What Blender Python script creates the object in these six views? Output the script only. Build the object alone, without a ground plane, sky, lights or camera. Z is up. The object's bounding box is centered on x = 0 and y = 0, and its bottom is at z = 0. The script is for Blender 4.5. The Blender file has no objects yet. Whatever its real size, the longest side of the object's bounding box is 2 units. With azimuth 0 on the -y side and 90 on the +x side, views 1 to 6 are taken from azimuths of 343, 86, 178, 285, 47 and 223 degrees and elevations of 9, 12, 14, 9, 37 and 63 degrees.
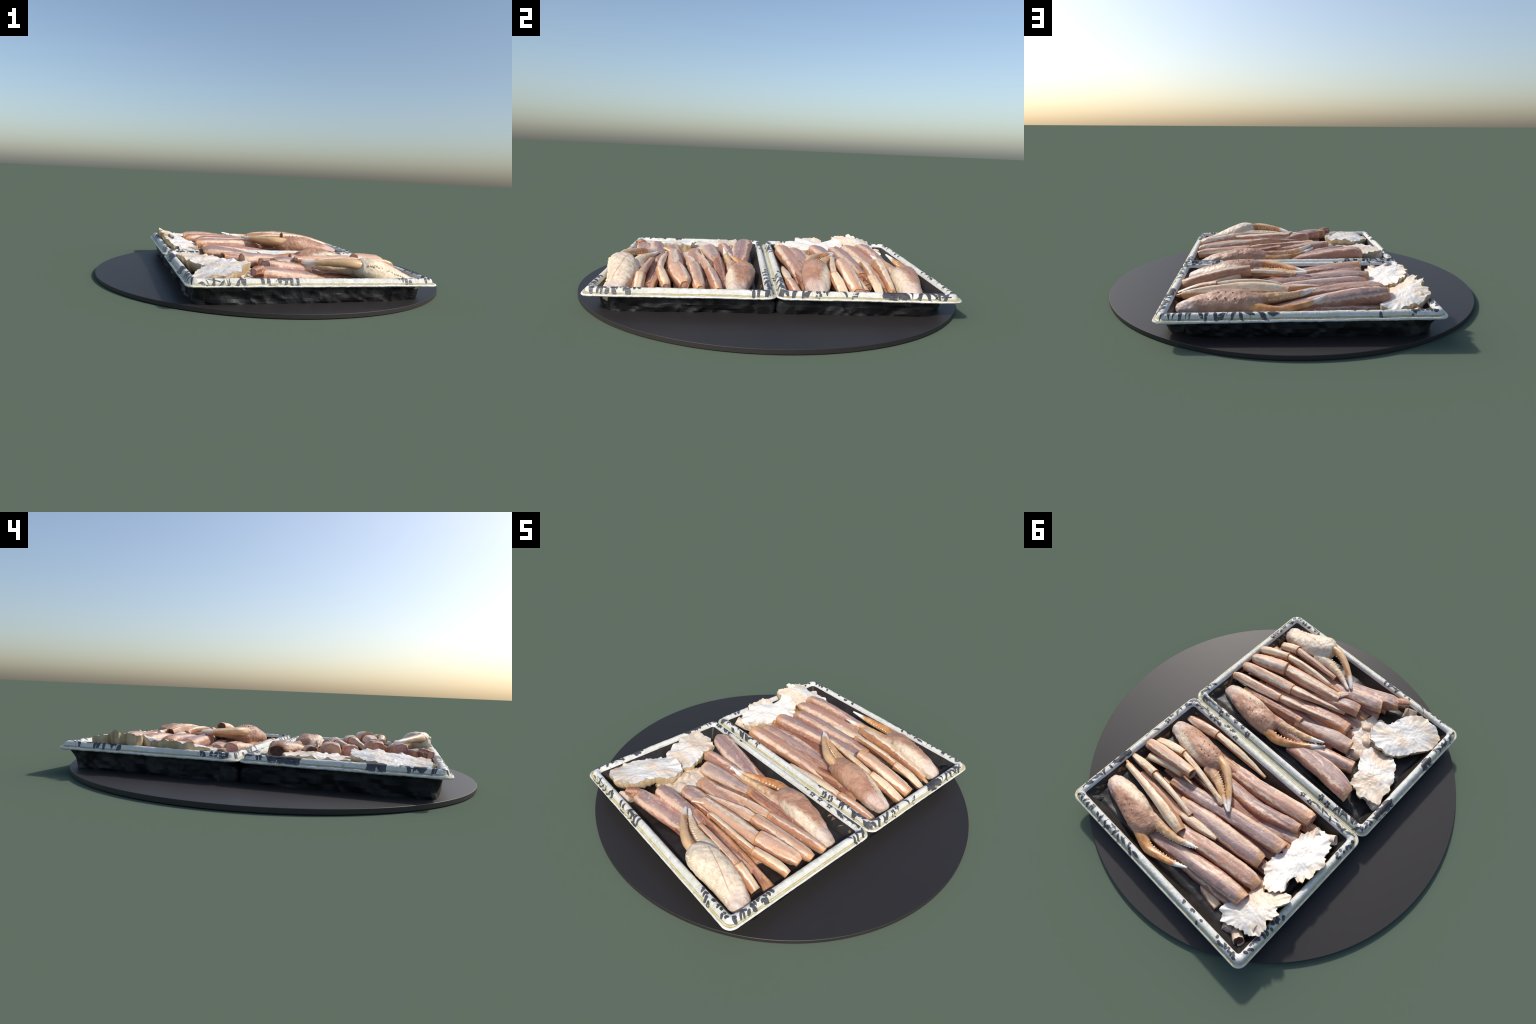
# Two printed foam trays of raw crab (legs, claws, cleaned body halves) on a dark round board.
import bpy, bmesh, math, random
from mathutils import Vector, Matrix, noise

random.seed(7)
COL = bpy.context.scene.collection

# ------------------------------------------------------------------ helpers
def add(name, mesh, parent=None, mat=None, smooth=True):
    ob = bpy.data.objects.new(name, mesh)
    COL.objects.link(ob)
    if mat:
        mesh.materials.append(mat)
    if smooth:
        mesh.polygons.foreach_set("use_smooth", [True] * len(mesh.polygons))
    if parent:
        ob.parent = parent
    return ob

def empty(name, loc, label, category):
    ob = bpy.data.objects.new(name, None)
    ob.empty_display_size = 0.02
    ob.location = loc
    COL.objects.link(ob)
    ob["label"] = label
    ob["category"] = category
    return ob

def place(ob, world, parent):
    """Give ob the world matrix although its (translated only) parent stands elsewhere."""
    ob.parent = parent
    ob.matrix_local = Matrix.Translation(-parent.location) @ world

def mesh_from(verts, faces):
    me = bpy.data.meshes.new("part")
    me.from_pydata([tuple(v) for v in verts], [], faces)
    me.update()
    return me

def catmull(rows, per):
    """Catmull-Rom through rows of equal-length number tuples."""
    out = []
    n = len(rows)
    for i in range(n - 1):
        p0, p1, p2, p3 = rows[max(i - 1, 0)], rows[i], rows[i + 1], rows[min(i + 2, n - 1)]
        for k in range(per):
            t = k / per
            out.append([0.5 * (2 * b + (c - a) * t + (2 * a - 5 * b + 4 * c - d) * t * t + (3 * b - a - 3 * c + d) * t ** 3)
                        for a, b, c, d in zip(p0, p1, p2, p3)])
    out.append(list(rows[-1]))
    return out

def fbm(p, octaves=3):
    return noise.fractal(p, 1.0, 2.0, octaves, noise_basis='PERLIN_ORIGINAL')

def smooth_step(a, b, x):
    t = max(0.0, min(1.0, (x - a) / (b - a)))
    return t * t * (3 - 2 * t)

# ------------------------------------------------------------------ node materials
class Nodes:
    def __init__(self, name):
        self.mat = bpy.data.materials.new(name)
        self.mat.use_nodes = True
        self.t = self.mat.node_tree
        self.bsdf = self.t.nodes["Principled BSDF"]
        self.tc = self.t.nodes.new("ShaderNodeTexCoord")
        self.info = self.t.nodes.new("ShaderNodeObjectInfo")
        self._obj = None

    def new(self, kind):
        return self.t.nodes.new(kind)

    def link(self, a, b):
        self.t.links.new(a, b)

    def put(self, v, sock):
        if isinstance(v, (int, float)):
            sock.default_value = v
        elif isinstance(v, tuple):
            sock.default_value = v if len(v) == len(sock.default_value) else (*v, 1.0)
        else:
            self.link(v, sock)

    def math(self, op, a, b=0.0, clamp=False):
        n = self.new("ShaderNodeMath"); n.operation = op; n.use_clamp = clamp
        self.put(a, n.inputs[0]); self.put(b, n.inputs[1])
        return n.outputs[0]

    def mix(self, f, a, b, blend='MIX'):
        n = self.new("ShaderNodeMix"); n.data_type = 'RGBA'; n.blend_type = blend
        self.put(f, n.inputs[0]); self.put(a, n.inputs[6]); self.put(b, n.inputs[7])
        return n.outputs[2]

    def step(self, v, lo, hi):
        n = self.new("ShaderNodeMapRange"); n.interpolation_type = 'SMOOTHSTEP'
        self.put(v, n.inputs[0]); n.inputs[1].default_value = lo; n.inputs[2].default_value = hi
        return n.outputs[0]

    def obj(self):
        """Object coordinates, shifted per object so repeats differ."""
        if self._obj is None:
            n = self.new("ShaderNodeVectorMath"); n.operation = 'MULTIPLY_ADD'
            c = self.new("ShaderNodeCombineXYZ")
            r = self.info.outputs["Random"]
            self.link(r, c.inputs[0]); self.link(r, c.inputs[1]); self.link(r, c.inputs[2])
            self.link(c.outputs[0], n.inputs[0]); n.inputs[1].default_value = (7.3, 5.1, 3.7)
            self.link(self.tc.outputs["Object"], n.inputs[2])
            self._obj = n.outputs[0]
        return self._obj

    def scaled(self, s):
        n = self.new("ShaderNodeVectorMath"); n.operation = 'MULTIPLY'
        self.link(self.obj(), n.inputs[0]); n.inputs[1].default_value = s
        return n.outputs[0]

    def noise(self, scale, detail=4.0, rough=0.55, vec=None, dist=0.0):
        n = self.new("ShaderNodeTexNoise")
        self.link(vec if vec is not None else self.obj(), n.inputs["Vector"])
        n.inputs["Scale"].default_value = scale; n.inputs["Detail"].default_value = detail
        n.inputs["Roughness"].default_value = rough; n.inputs["Distortion"].default_value = dist
        return n.outputs["Fac"]

    def voronoi(self, scale, feature='F1', out="Distance", vec=None):
        n = self.new("ShaderNodeTexVoronoi"); n.feature = feature
        self.link(vec if vec is not None else self.obj(), n.inputs["Vector"])
        n.inputs["Scale"].default_value = scale
        return n.outputs[out]

    def gen(self):
        n = self.new("ShaderNodeSeparateXYZ"); self.link(self.tc.outputs["Generated"], n.inputs[0])
        return n.outputs

    def bump(self, height, strength=0.3, dist=0.004, chain=None):
        n = self.new("ShaderNodeBump"); n.inputs["Strength"].default_value = strength
        n.inputs["Distance"].default_value = dist; self.link(height, n.inputs["Height"])
        if chain is not None:
            self.link(chain, n.inputs["Normal"])
        return n.outputs[0]

    def done(self, color, rough=0.5, normal=None, coat=0.0, spec=0.5):
        self.put(color, self.bsdf.inputs["Base Color"])
        self.put(rough, self.bsdf.inputs["Roughness"])
        self.bsdf.inputs["Coat Weight"].default_value = coat
        self.bsdf.inputs["Coat Roughness"].default_value = 0.25
        self.bsdf.inputs["Specular IOR Level"].default_value = spec
        if normal is not None:
            self.link(normal, self.bsdf.inputs["Normal"])
        return self.mat


def crab_shell(name, body, tint, ridge, flank, belly, red=0.0, speck=0.5):
    """Skin of a limb piece. Generated x runs along the piece, y across, z through its thickness;
    bands of colour follow the angle round the piece (ridges pale, faces mauve or orange)."""
    m = Nodes(name)
    g = m.gen()
    n1 = m.noise(15, 5); n2 = m.noise(38, 4, 0.6)
    streak = m.noise(1.0, 5, 0.62, m.scaled((9, 75, 75)))
    ang = m.math('ARCTAN2', m.math('SUBTRACT', g[2], 0.5), m.math('SUBTRACT', g[1], 0.5))
    ang = m.math('DIVIDE', ang, 2 * math.pi)
    turn = m.new("ShaderNodeAttribute"); turn.attribute_type = 'OBJECT'; turn.attribute_name = '["turn"]'
    ang = m.math('ADD', ang, turn.outputs["Fac"])
    ang = m.math('ADD', ang, m.math('MULTIPLY', m.math('SUBTRACT', n2, 0.5), 0.09))
    ang = m.math('ADD', ang, m.math('MULTIPLY', m.math('SUBTRACT', n1, 0.5), 0.10))
    ang = m.math('FRACT', m.math('ADD', ang, 2.0))
    ramp = m.new("ShaderNodeValToRGB"); ramp.color_ramp.interpolation = 'EASE'
    els = ramp.color_ramp.elements
    stops = [(0.0, flank), (0.07, flank), (0.10, ridge), (0.15, body), (0.285, body), (0.335, ridge), (0.385, ridge), (0.43, flank), (0.56, tint), (0.70, belly), (0.88, belly), (0.97, flank)]  # ridge stops brightened to paint the wet glint along the edges
    while len(els) < len(stops):
        els.new(0.5)
    for e, (p, c) in zip(els, stops):
        e.position = p; e.color = (*c, 1)
    m.link(ang, ramp.inputs[0])
    c = ramp.outputs[0]
    c = m.mix(m.math('MULTIPLY', m.step(n1, 0.46, 0.64), 0.40), c, tint)
    c = m.mix(m.math('MULTIPLY', m.step(m.noise(8, 3), 0.54, 0.68), 0.32), c, (0.62, 0.36, 0.28))
    c = m.mix(m.math('MULTIPLY', m.step(streak, 0.56, 0.72), 0.32), c, ridge)
    c = m.mix(m.math('MULTIPLY', m.step(streak, 0.44, 0.30), 0.34), c, tuple(x * 0.62 for x in flank))
    c = m.mix(m.math('MULTIPLY', m.step(m.noise(62, 4), 0.60, 0.70), 0.50), c, (0.78, 0.66, 0.60))
    c = m.mix(m.math('MULTIPLY', m.step(m.noise(24, 6, 0.65), 0.58, 0.70), 0.45), c, tuple(x * 0.52 for x in flank))
    v = m.voronoi(210)
    sp = m.math('MULTIPLY', m.step(v, 0.24, 0.12), m.math('MULTIPLY', m.step(n2, 0.48, 0.62), speck))
    c = m.mix(sp, c, tuple(x * 0.40 for x in ridge))
    if red > 0:
        line = m.math('ABSOLUTE', m.math('SUBTRACT', g[1], m.math('ADD', 0.48, m.math('MULTIPLY', m.math('SUBTRACT', n1, 0.5), 0.12))))
        line = m.math('MULTIPLY', m.step(line, 0.030, 0.010), m.step(m.noise(11, 2), 0.42, 0.54))
        line = m.math('MULTIPLY', line, m.step(g[2], 0.55, 0.75))
        c = m.mix(m.math('MULTIPLY', line, red), c, (0.42, 0.10, 0.08))
    ends = m.math('MAXIMUM', m.step(g[0], 0.10, 0.02), m.step(g[0], 0.90, 0.98))
    c = m.mix(m.math('MULTIPLY', ends, m.math('MULTIPLY', n2, 1.3)), c, (0.66, 0.34, 0.15))
    a = m.new("ShaderNodeAttribute"); a.attribute_type = 'OBJECT'; a.attribute_name = '["paleness"]'
    c = m.mix(m.math('MULTIPLY', a.outputs["Fac"], m.step(n1, 0.3, 0.6)), c, (0.80, 0.66, 0.52))
    h = m.math('ADD', m.noise(90, 4, 0.65), m.math('MULTIPLY', streak, 0.5))
    return m.done(c, m.math('ADD', 0.34, m.math('MULTIPLY', n2, 0.25)), m.bump(h, 0.5, 0.005), coat=0.12)


#                              name                    body                tint                ridge               flank               belly
MERUS = crab_shell("thigh_shell_mauve",       (0.36, 0.245, 0.225), (0.42, 0.25, 0.195), (0.76, 0.54, 0.38), (0.42, 0.18, 0.115), (0.48, 0.29, 0.21), 0.7, 0.5)
MERUS_TAN = crab_shell("thigh_shell_tan",     (0.48, 0.275, 0.205), (0.54, 0.265, 0.145), (0.80, 0.60, 0.44), (0.47, 0.195, 0.11), (0.54, 0.34, 0.24), 0.4, 0.8)
SHANK = crab_shell("shank_shell_orange",      (0.65, 0.40, 0.27), (0.61, 0.34, 0.20), (0.90, 0.76, 0.58), (0.49, 0.22, 0.12), (0.52, 0.29, 0.18), 0.5, 0.4)
SHANK_PALE = crab_shell("shank_shell_cream",  (0.82, 0.63, 0.42), (0.67, 0.36, 0.15), (0.91, 0.80, 0.61), (0.47, 0.215, 0.105), (0.48, 0.24, 0.13), 0.35, 0.35)
SHANK_DARK = crab_shell("shank_shell_reddish", (0.32, 0.13, 0.085), (0.42, 0.18, 0.10), (0.62, 0.36, 0.20), (0.26, 0.10, 0.065), (0.36, 0.18, 0.12), 0.3, 0.4)


def claw_shell(name, white):
    m = Nodes(name)
    g = m.gen()
    n1 = m.noise(13, 5); n2 = m.noise(40, 5, 0.6)
    brown = m.mix(m.step(n1, 0.4, 0.62), (0.43, 0.225, 0.14), (0.56, 0.325, 0.21))
    cream = m.mix(m.step(n2, 0.4, 0.65), (0.82, 0.70, 0.53), (0.73, 0.56, 0.40))
    way = m.new("ShaderNodeAttribute"); way.attribute_type = 'OBJECT'; way.attribute_name = '["pale_way"]'
    s = m.math('ADD', 0.5, m.math('MULTIPLY', m.math('SUBTRACT', g[1], 0.5), way.outputs["Fac"]))
    s = m.math('ADD', s, m.math('MULTIPLY', m.math('SUBTRACT', n2, 0.5), 0.30))
    a = m.new("ShaderNodeAttribute"); a.attribute_type = 'OBJECT'; a.attribute_name = '["pale_side"]'
    side = m.math('SUBTRACT', s, a.outputs["Fac"])
    c = m.mix(m.step(side, -0.05, 0.10), brown, cream)
    low = m.math('ADD', g[2], m.math('MULTIPLY', m.math('SUBTRACT', n1, 0.5), 0.5))
    c = m.mix(m.math('MULTIPLY', m.step(low, 0.34, 0.18), 0.7), c, cream if not white else brown)
    # fingers turn orange, then white at the tip
    along = m.math('ADD', g[0], m.math('MULTIPLY', m.math('SUBTRACT', n1, 0.5), 0.10))
    orange = m.mix(m.step(n2, 0.35, 0.65), (0.66, 0.34, 0.12), (0.78, 0.58, 0.35))
    c = m.mix(m.math('MULTIPLY', m.step(along, 0.56, 0.70), 0.75 if not white else 0.45), c, orange)
    c = m.mix(m.step(along, 0.86, 0.92), c, (0.84, 0.78, 0.70))
    # pink wrist
    c = m.mix(m.math('MULTIPLY', m.step(along, 0.17, 0.10), 0.6), c, (0.72, 0.57, 0.49))
    # dark specks and grime
    c = m.mix(m.math('MULTIPLY', m.step(m.noise(30, 6, 0.7), 0.58, 0.70), 0.5), c, (0.27, 0.13, 0.08))
    v = m.voronoi(150)
    c = m.mix(m.math('MULTIPLY', m.step(v, 0.22, 0.10), m.math('MULTIPLY', m.step(n1, 0.5, 0.6), 0.6)), c, (0.28, 0.13, 0.08))
    line = m.math('ABSOLUTE', m.math('SUBTRACT', g[1], m.math('ADD', 0.47, m.math('MULTIPLY', m.math('SUBTRACT', n1, 0.5), 0.06))))
    line = m.math('MULTIPLY', m.step(line, 0.016, 0.006), m.math('MULTIPLY', m.step(g[2], 0.5, 0.6), m.step(g[0], 0.55, 0.48)))
    c = m.mix(m.math('MULTIPLY', line, 0.7), c, (0.50, 0.22, 0.17))
    return m.done(c, 0.42, m.bump(m.noise(80, 5, 0.65), 0.6, 0.006), coat=0.1)

CLAW = claw_shell("claw_shell_brown", False)
CLAW_WHITE = claw_shell("claw_shell_white", True)

def finger_mat():
    m = Nodes("finger_shell_orange")
    g = m.gen(); n1 = m.noise(22, 4); n2 = m.noise(60, 4)
    c = m.mix(m.step(n1, 0.35, 0.65), (0.46, 0.18, 0.06), (0.68, 0.35, 0.13))
    c = m.mix(m.math('MULTIPLY', m.step(m.math('ADD', g[1], m.math('MULTIPLY', n2, 0.3)), 0.62, 0.80), 0.6), c, (0.80, 0.58, 0.34))
    al = m.math('ADD', g[0], m.math('MULTIPLY', m.math('SUBTRACT', n1, 0.5), 0.16))
    c = m.mix(m.step(al, 0.12, 0.0), c, (0.58, 0.38, 0.28))
    c = m.mix(m.step(al, 0.76, 0.88), c, (0.90, 0.84, 0.76))
    return m.done(c, 0.38, m.bump(m.noise(110, 3), 0.3, 0.003), coat=0.15)
FINGER = finger_mat()

def simple(name, a, b, scale=30, rough=0.5, bump=0.3, coat=0.0):
    m = Nodes(name)
    n = m.noise(scale, 5, 0.6)
    return m.done(m.mix(m.step(n, 0.38, 0.64), a, b), rough, m.bump(m.noise(scale * 3, 4, 0.65), bump, 0.004), coat=coat)

TOOTH = simple("tooth_cream", (0.82, 0.64, 0.40), (0.86, 0.76, 0.60), 60, 0.4)
KNOB = simple("knob_orange", (0.52, 0.24, 0.11), (0.34, 0.15, 0.08), 60, 0.45)
MEAT_PINK = simple("meat_pink", (0.66, 0.26, 0.21), (0.70, 0.42, 0.35), 45, 0.35, 0.4, 0.2)
MEAT_SALMON = simple("meat_salmon", (0.74, 0.36, 0.22), (0.72, 0.48, 0.36), 45, 0.35, 0.4, 0.2)
MEAT_PALE = simple("meat_pale", (0.66, 0.52, 0.46), (0.74, 0.62, 0.54), 45, 0.35, 0.4, 0.2)
HOLLOW = simple("hollow_inside", (0.22, 0.10, 0.075), (0.12, 0.06, 0.05), 45, 0.5, 0.4)
WRIST = simple("wrist_pinkish", (0.74, 0.60, 0.49), (0.62, 0.42, 0.30), 26, 0.4, 0.4)
SOCKET = simple("socket_cream", (0.66, 0.50, 0.36), (0.76, 0.64, 0.52), 40, 0.45, 0.4)

def body_mat():
    m = Nodes("body_shell_white")
    n1 = m.noise(7, 5); n2 = m.noise(30, 5, 0.6)
    c = m.mix(m.step(n1, 0.40, 0.62), (0.90, 0.85, 0.77), (0.82, 0.66, 0.49))  # white lightened and warmed toward the sun's overexposure on the plates
    c = m.mix(m.math('MULTIPLY', m.step(n2, 0.56, 0.70), 0.55), c, (0.74, 0.50, 0.31))
    c = m.mix(m.math('MULTIPLY', m.step(m.noise(21, 5, 0.65), 0.64, 0.76), 0.35), c, (0.72, 0.68, 0.66))
    c = m.mix(m.math('MULTIPLY', m.step(m.noise(14, 4), 0.62, 0.70), 0.6), c, (0.78, 0.42, 0.29))
    return m.done(c, 0.42, m.bump(m.noise(45, 6, 0.65), 0.5, 0.006), coat=0.1)
BODY = body_mat()
BODY_SIDE = simple("body_wall_cream", (0.70, 0.56, 0.36), (0.56, 0.40, 0.22), 22, 0.45, 0.4)

def rim_mat():
    m = Nodes("rim_white_film")
    n1 = m.noise(26, 6, 0.65, dist=0.6); n2 = m.noise(9, 3)
    c = m.mix(m.step(n2, 0.40, 0.62), (0.82, 0.81, 0.76), (0.76, 0.75, 0.65))  # second tone tinted cream for the reflection lying on the film
    c = m.mix(m.math('MULTIPLY', m.step(n1, 0.55, 0.68), 0.55), c, (0.44, 0.45, 0.46))
    b1 = m.bump(m.noise(30, 6, 0.7, dist=1.0), 0.9, 0.008)
    return m.done(c, 0.45, b1, spec=0.35)
RIM = rim_mat()
GOLD = simple("gold_trim", (0.62, 0.52, 0.24), (0.72, 0.66, 0.42), 40, 0.35, 0.3)
PRINT = simple("dark_leaf_print", (0.070, 0.070, 0.080), (0.10, 0.10, 0.11), 40, 0.4, 0.3)
GOLD_PRINT = simple("gold_leaf_print", (0.30, 0.175, 0.065), (0.19, 0.115, 0.05), 40, 0.45, 0.3)

def film_mat():
    m = Nodes("black_crinkled_film")
    n1 = m.noise(7, 4)
    facets = m.voronoi(16, 'F1', "Color")
    sep = m.new("ShaderNodeSeparateColor"); m.link(facets, sep.inputs[0])
    c = m.mix(m.step(sep.outputs[0], 0.55, 0.95), (0.006, 0.006, 0.007), (0.022, 0.023, 0.024))
    c = m.mix(m.math('MULTIPLY', m.step(n1, 0.62, 0.75), 0.6), c, (0.05, 0.052, 0.052))
    return m.done(c, 0.5, m.bump(m.noise(14, 4, 0.6, dist=1.5), 0.5, 0.01), spec=0.3)
FILM = film_mat()
BASIN = simple("black_basin", (0.018, 0.014, 0.012), (0.030, 0.025, 0.022), 18, 0.45, 0.4)

def board_mat():
    m = Nodes("dark_board")
    n = m.noise(3, 3)
    c = m.mix(n, (0.026, 0.0225, 0.022), (0.030, 0.026, 0.025))
    return m.done(c, 0.5, spec=0.45)
BOARD = board_mat()

# ------------------------------------------------------------------ board
def build_board():
    R, T, ch = 1.0, 0.021, 0.0015
    prof = [(0.0, 0.0), (R - ch, 0.0), (R, ch), (R, T - ch), (R - ch, T), (0.0, T)]
    n = 192
    verts, faces = [(0, 0, 0), (0, 0, T)], []
    rings = prof[1:5]
    for r, z in rings:
        for i in range(n):
            a = 2 * math.pi * i / n
            verts.append((r * math.cos(a), r * math.sin(a), z))
    at = lambda k, i: 2 + k * n + i % n
    for i in range(n):
        faces.append((0, at(0, i + 1), at(0, i)))
        for k in range(3):
            faces.append((at(k, i), at(k, i + 1), at(k + 1, i + 1), at(k + 1, i)))
        faces.append((1, at(3, i), at(3, i + 1)))
    ob = add("round_board", mesh_from(verts, faces), None, BOARD, smooth=False)
    ob["label"] = "thin round dark grey display board"
    ob["category"] = "display board"

# ------------------------------------------------------------------ trays
RIM_PROFILE = [(-0.001, 0.1035), (0.001, 0.109), (0.005, 0.1105), (0.009, 0.1085), (0.012, 0.1085), (0.0145, 0.112),
               (0.018, 0.124), (0.022, 0.131), (0.028, 0.1345), (0.034, 0.1350), (0.041, 0.1335), (0.046, 0.129), (0.049, 0.122)]

def profile_z(d):
    P = RIM_PROFILE
    for (a, za), (b, zb) in zip(P, P[1:]):
        if d <= b:
            return za + (zb - za) * max(0.0, (d - a) / (b - a))
    return P[-1][1]

class Tray:
    def __init__(self, x0, x1, y0, y1):
        self.box = (x0, x1, y0, y1)
        self.r = 0.045
        self.skew = 0.0          # how far the far corner at -x is drawn in

    def tilt(self, x):
        return 0.003 - 0.006 * x / 0.6

    def ring(self, d, n_side=120, n_corner=12):
        """Points of the rounded rectangle d inside the outer edge."""
        x0, x1, y0, y1 = self.box
        x0, x1, y0, y1 = x0 + d, x1 - d, y0 + d, y1 - d
        r = max(0.012, self.r - d * 0.6)
        out = []
        corners = [(x1 - r, y1 - r, 0), (x0 + r, y1 - r, 90), (x0 + r, y0 + r, 180), (x1 - r, y0 + r, 270)]
        for k, (cx, cy, a0) in enumerate(corners):
            for i in range(n_corner + 1):
                a = math.radians(a0 + 90 * i / n_corner)
                out.append((cx + r * math.cos(a), cy + r * math.sin(a)))
            nx, ny, na = corners[(k + 1) % 4]
            a = math.radians(na)
            sx, sy = out[-1]
            ex, ey = nx + r * math.cos(a), ny + r * math.sin(a)
            for i in range(1, n_side):
                t = i / n_side
                out.append((sx + (ex - sx) * t, sy + (ey - sy) * t))
        b = self.box
        return [(px, py + self.skew * (b[1] - px) / (b[1] - b[0]) * max(0.0, (b[3] - py) / (b[3] - b[2]))) for px, py in out]

    def depth(self, x, y):
        """Distance inside the outer rounded rectangle."""
        x0, x1, y0, y1 = self.box
        y -= self.skew * (x1 - x) / (x1 - x0) * max(0.0, (y1 - y) / (y1 - y0))
        qx = abs(x - (x0 + x1) / 2) - (x1 - x0) / 2 + self.r
        qy = abs(y - (y0 + y1) / 2) - (y1 - y0) / 2 + self.r
        return -(math.hypot(max(qx, 0), max(qy, 0)) + min(max(qx, qy), 0) - self.r)

    def strip(self, prof, wobble=0.0, closed_end=False, seed=0):
        verts, faces = [], []
        n = None
        for d, z in prof:
            ring = self.ring(d)
            n = len(ring)
            for x, y in ring:
                w = wobble * (fbm(Vector((x * 9, y * 9, z * 30 + seed)), 3) + 0.9 * fbm(Vector((x * 60, y * 60, z * 60 + seed)), 3))
                verts.append((x, y, z + self.tilt(x) * smooth_step(0.02, 0.1, z) + w))
        for k in range(len(prof) - 1):
            for i in range(n):
                j = (i + 1) % n
                faces.append((k * n + i, k * n + j, (k + 1) * n + j, (k + 1) * n + i))
        if closed_end:
            k = len(prof) - 1
            faces.append(tuple(k * n + i for i in range(n)))
        return verts, faces

def leaf_shape(kind):
    """Outline half-width as a function of 0..1 along a printed mark."""
    if kind == 'bamboo':
        return lambda t: math.sin(math.pi * t ** 0.8) ** 1.1
    if kind == 'round':
        return lambda t: math.sqrt(max(0, 1 - (2 * t - 1) ** 2))
    return lambda t: 1.0 if 0.02 < t < 0.98 else 0.6

def print_marks(tray, parent):
    """Dark leaves, blossoms and twigs printed on the white rim, laid on its surface."""
    verts, faces = [], []
    x0, x1, y0, y1 = tray.box
    rnd = random.Random(int((y0 + 3) * 100))

    def mark(cx, cy, ang, length, width, kind):
        f = leaf_shape(kind)
        na, nw = max(6, int(length / 0.0025)), max(3, int(width / 0.0025))
        base = len(verts)
        ca, sa = math.cos(ang), math.sin(ang)
        ok = []
        for i in range(na + 1):
            t = i / na
            for j in range(nw + 1):
                u = (t - 0.5) * length
                v = (j / nw - 0.5) * width * f(t)
                x, y = cx + u * ca - v * sa, cy + u * sa + v * ca
                d = tray.depth(x, y)
                ok.append(-0.0005 < d < 0.0485)
                verts.append((x, y, profile_z(d) + tray.tilt(x) + 0.0016))
        for i in range(na):
            for j in range(nw):
                q = (i * (nw + 1) + j, i * (nw + 1) + j + 1, (i + 1) * (nw + 1) + j + 1, (i + 1) * (nw + 1) + j)
                if all(ok[k] for k in q):
                    faces.append(tuple(base + k for k in q))

    def at(side, s, d):
        return {'+x': (x1 - d, s), '-x': (x0 + d, s), '+y': (s, y1 - d), '-y': (s, y0 + d)}[side]

    def cluster(side, s0, s1, kind, step=0.022):
        s = s0
        while s < s1:
            for _ in range(2 if kind == 'round' else 1):
                d = rnd.uniform(0.014, 0.044)
                x, y = at(side, s + rnd.uniform(-0.008, 0.008), d)
                if kind == 'bamboo':
                    mark(x, y, rnd.uniform(0, 3.14), rnd.uniform(0.036, 0.058), rnd.uniform(0.010, 0.018), 'bamboo')
                    if rnd.random() < 0.5:
                        mark(x, y, rnd.uniform(0, 3.14), rnd.uniform(0.04, 0.07), 0.0022, 'twig')
                elif kind == 'round':
                    mark(x, y, rnd.uniform(0, 3.14), rnd.uniform(0.017, 0.025), rnd.uniform(0.011, 0.016), 'round')
                elif kind == 'blossom':
                    for k in range(5):
                        a = k * 1.257 + rnd.random() * 0.4
                        mark(x + 0.010 * math.cos(a), y + 0.010 * math.sin(a), a, 0.014, 0.011, 'round')
                elif kind == 'block':
                    mark(x, y, rnd.uniform(0.2, 0.9), 0.05, 0.028, 'round')
                    mark(x, y, rnd.uniform(1.8, 2.6), 0.05, 0.022, 'bamboo')
            s += step * 0.95 * rnd.uniform(0.7, 1.3)

    for entry in tray.prints:
        cluster(*entry)
    ob = add("leaf_print", mesh_from(verts, faces), parent, PRINT)
    ob["kind"] = "stuff"

def wall_prints(tray, parent):
    """Gold-brown leaf sprays printed on the dark inner walls."""
    verts, faces = [], []
    x0, x1, y0, y1 = tray.box
    rnd = random.Random(int((y0 + 5) * 77))
    def wall_point(side, s, h):
        d = 0.0545 + (0.112 - h) / (0.112 - 0.066) * 0.0335 - 0.0014
        p = {'+x': (x1 - d, s), '-x': (x0 + d, s), '+y': (s, y1 - d), '-y': (s, y0 + d)}[side]
        return (p[0], p[1], h)
    for side, lo, hi in (('+x', y0, y1), ('-x', y0, y1), ('+y', x0, x1), ('-y', x0, x1)):
        s = lo + 0.12
        while s < hi - 0.12:
            if rnd.random() < 0.92:
                lean = rnd.uniform(-0.8, 0.8)
                for k in range(rnd.randint(4, 7)):
                    cs, ch = s + k * 0.017, 0.076 + 0.026 * rnd.random()
                    ang = lean + rnd.uniform(-0.5, 0.5)
                    L, W = rnd.uniform(0.026, 0.048), rnd.uniform(0.010, 0.016)
                    base = len(verts)
                    for i in range(9):
                        t = i / 8
                        for w in (-0.5, 0.0, 0.5):
                            u, v = (t - 0.5) * L, w * W * math.sin(math.pi * t) 
                            verts.append(wall_point(side, cs + u * math.cos(ang) - v * math.sin(ang),
                                                    min(0.110, max(0.068, ch + u * math.sin(ang) + v * math.cos(ang)))))
                    for i in range(8):
                        for j in range(2):
                            q = base + i * 3 + j
                            faces.append((q, q + 1, q + 4, q + 3))
            s += rnd.uniform(0.09, 0.16)
    ob = add("gold_leaf_print", mesh_from(verts, faces), parent, GOLD_PRINT)
    ob["kind"] = "stuff"

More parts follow.
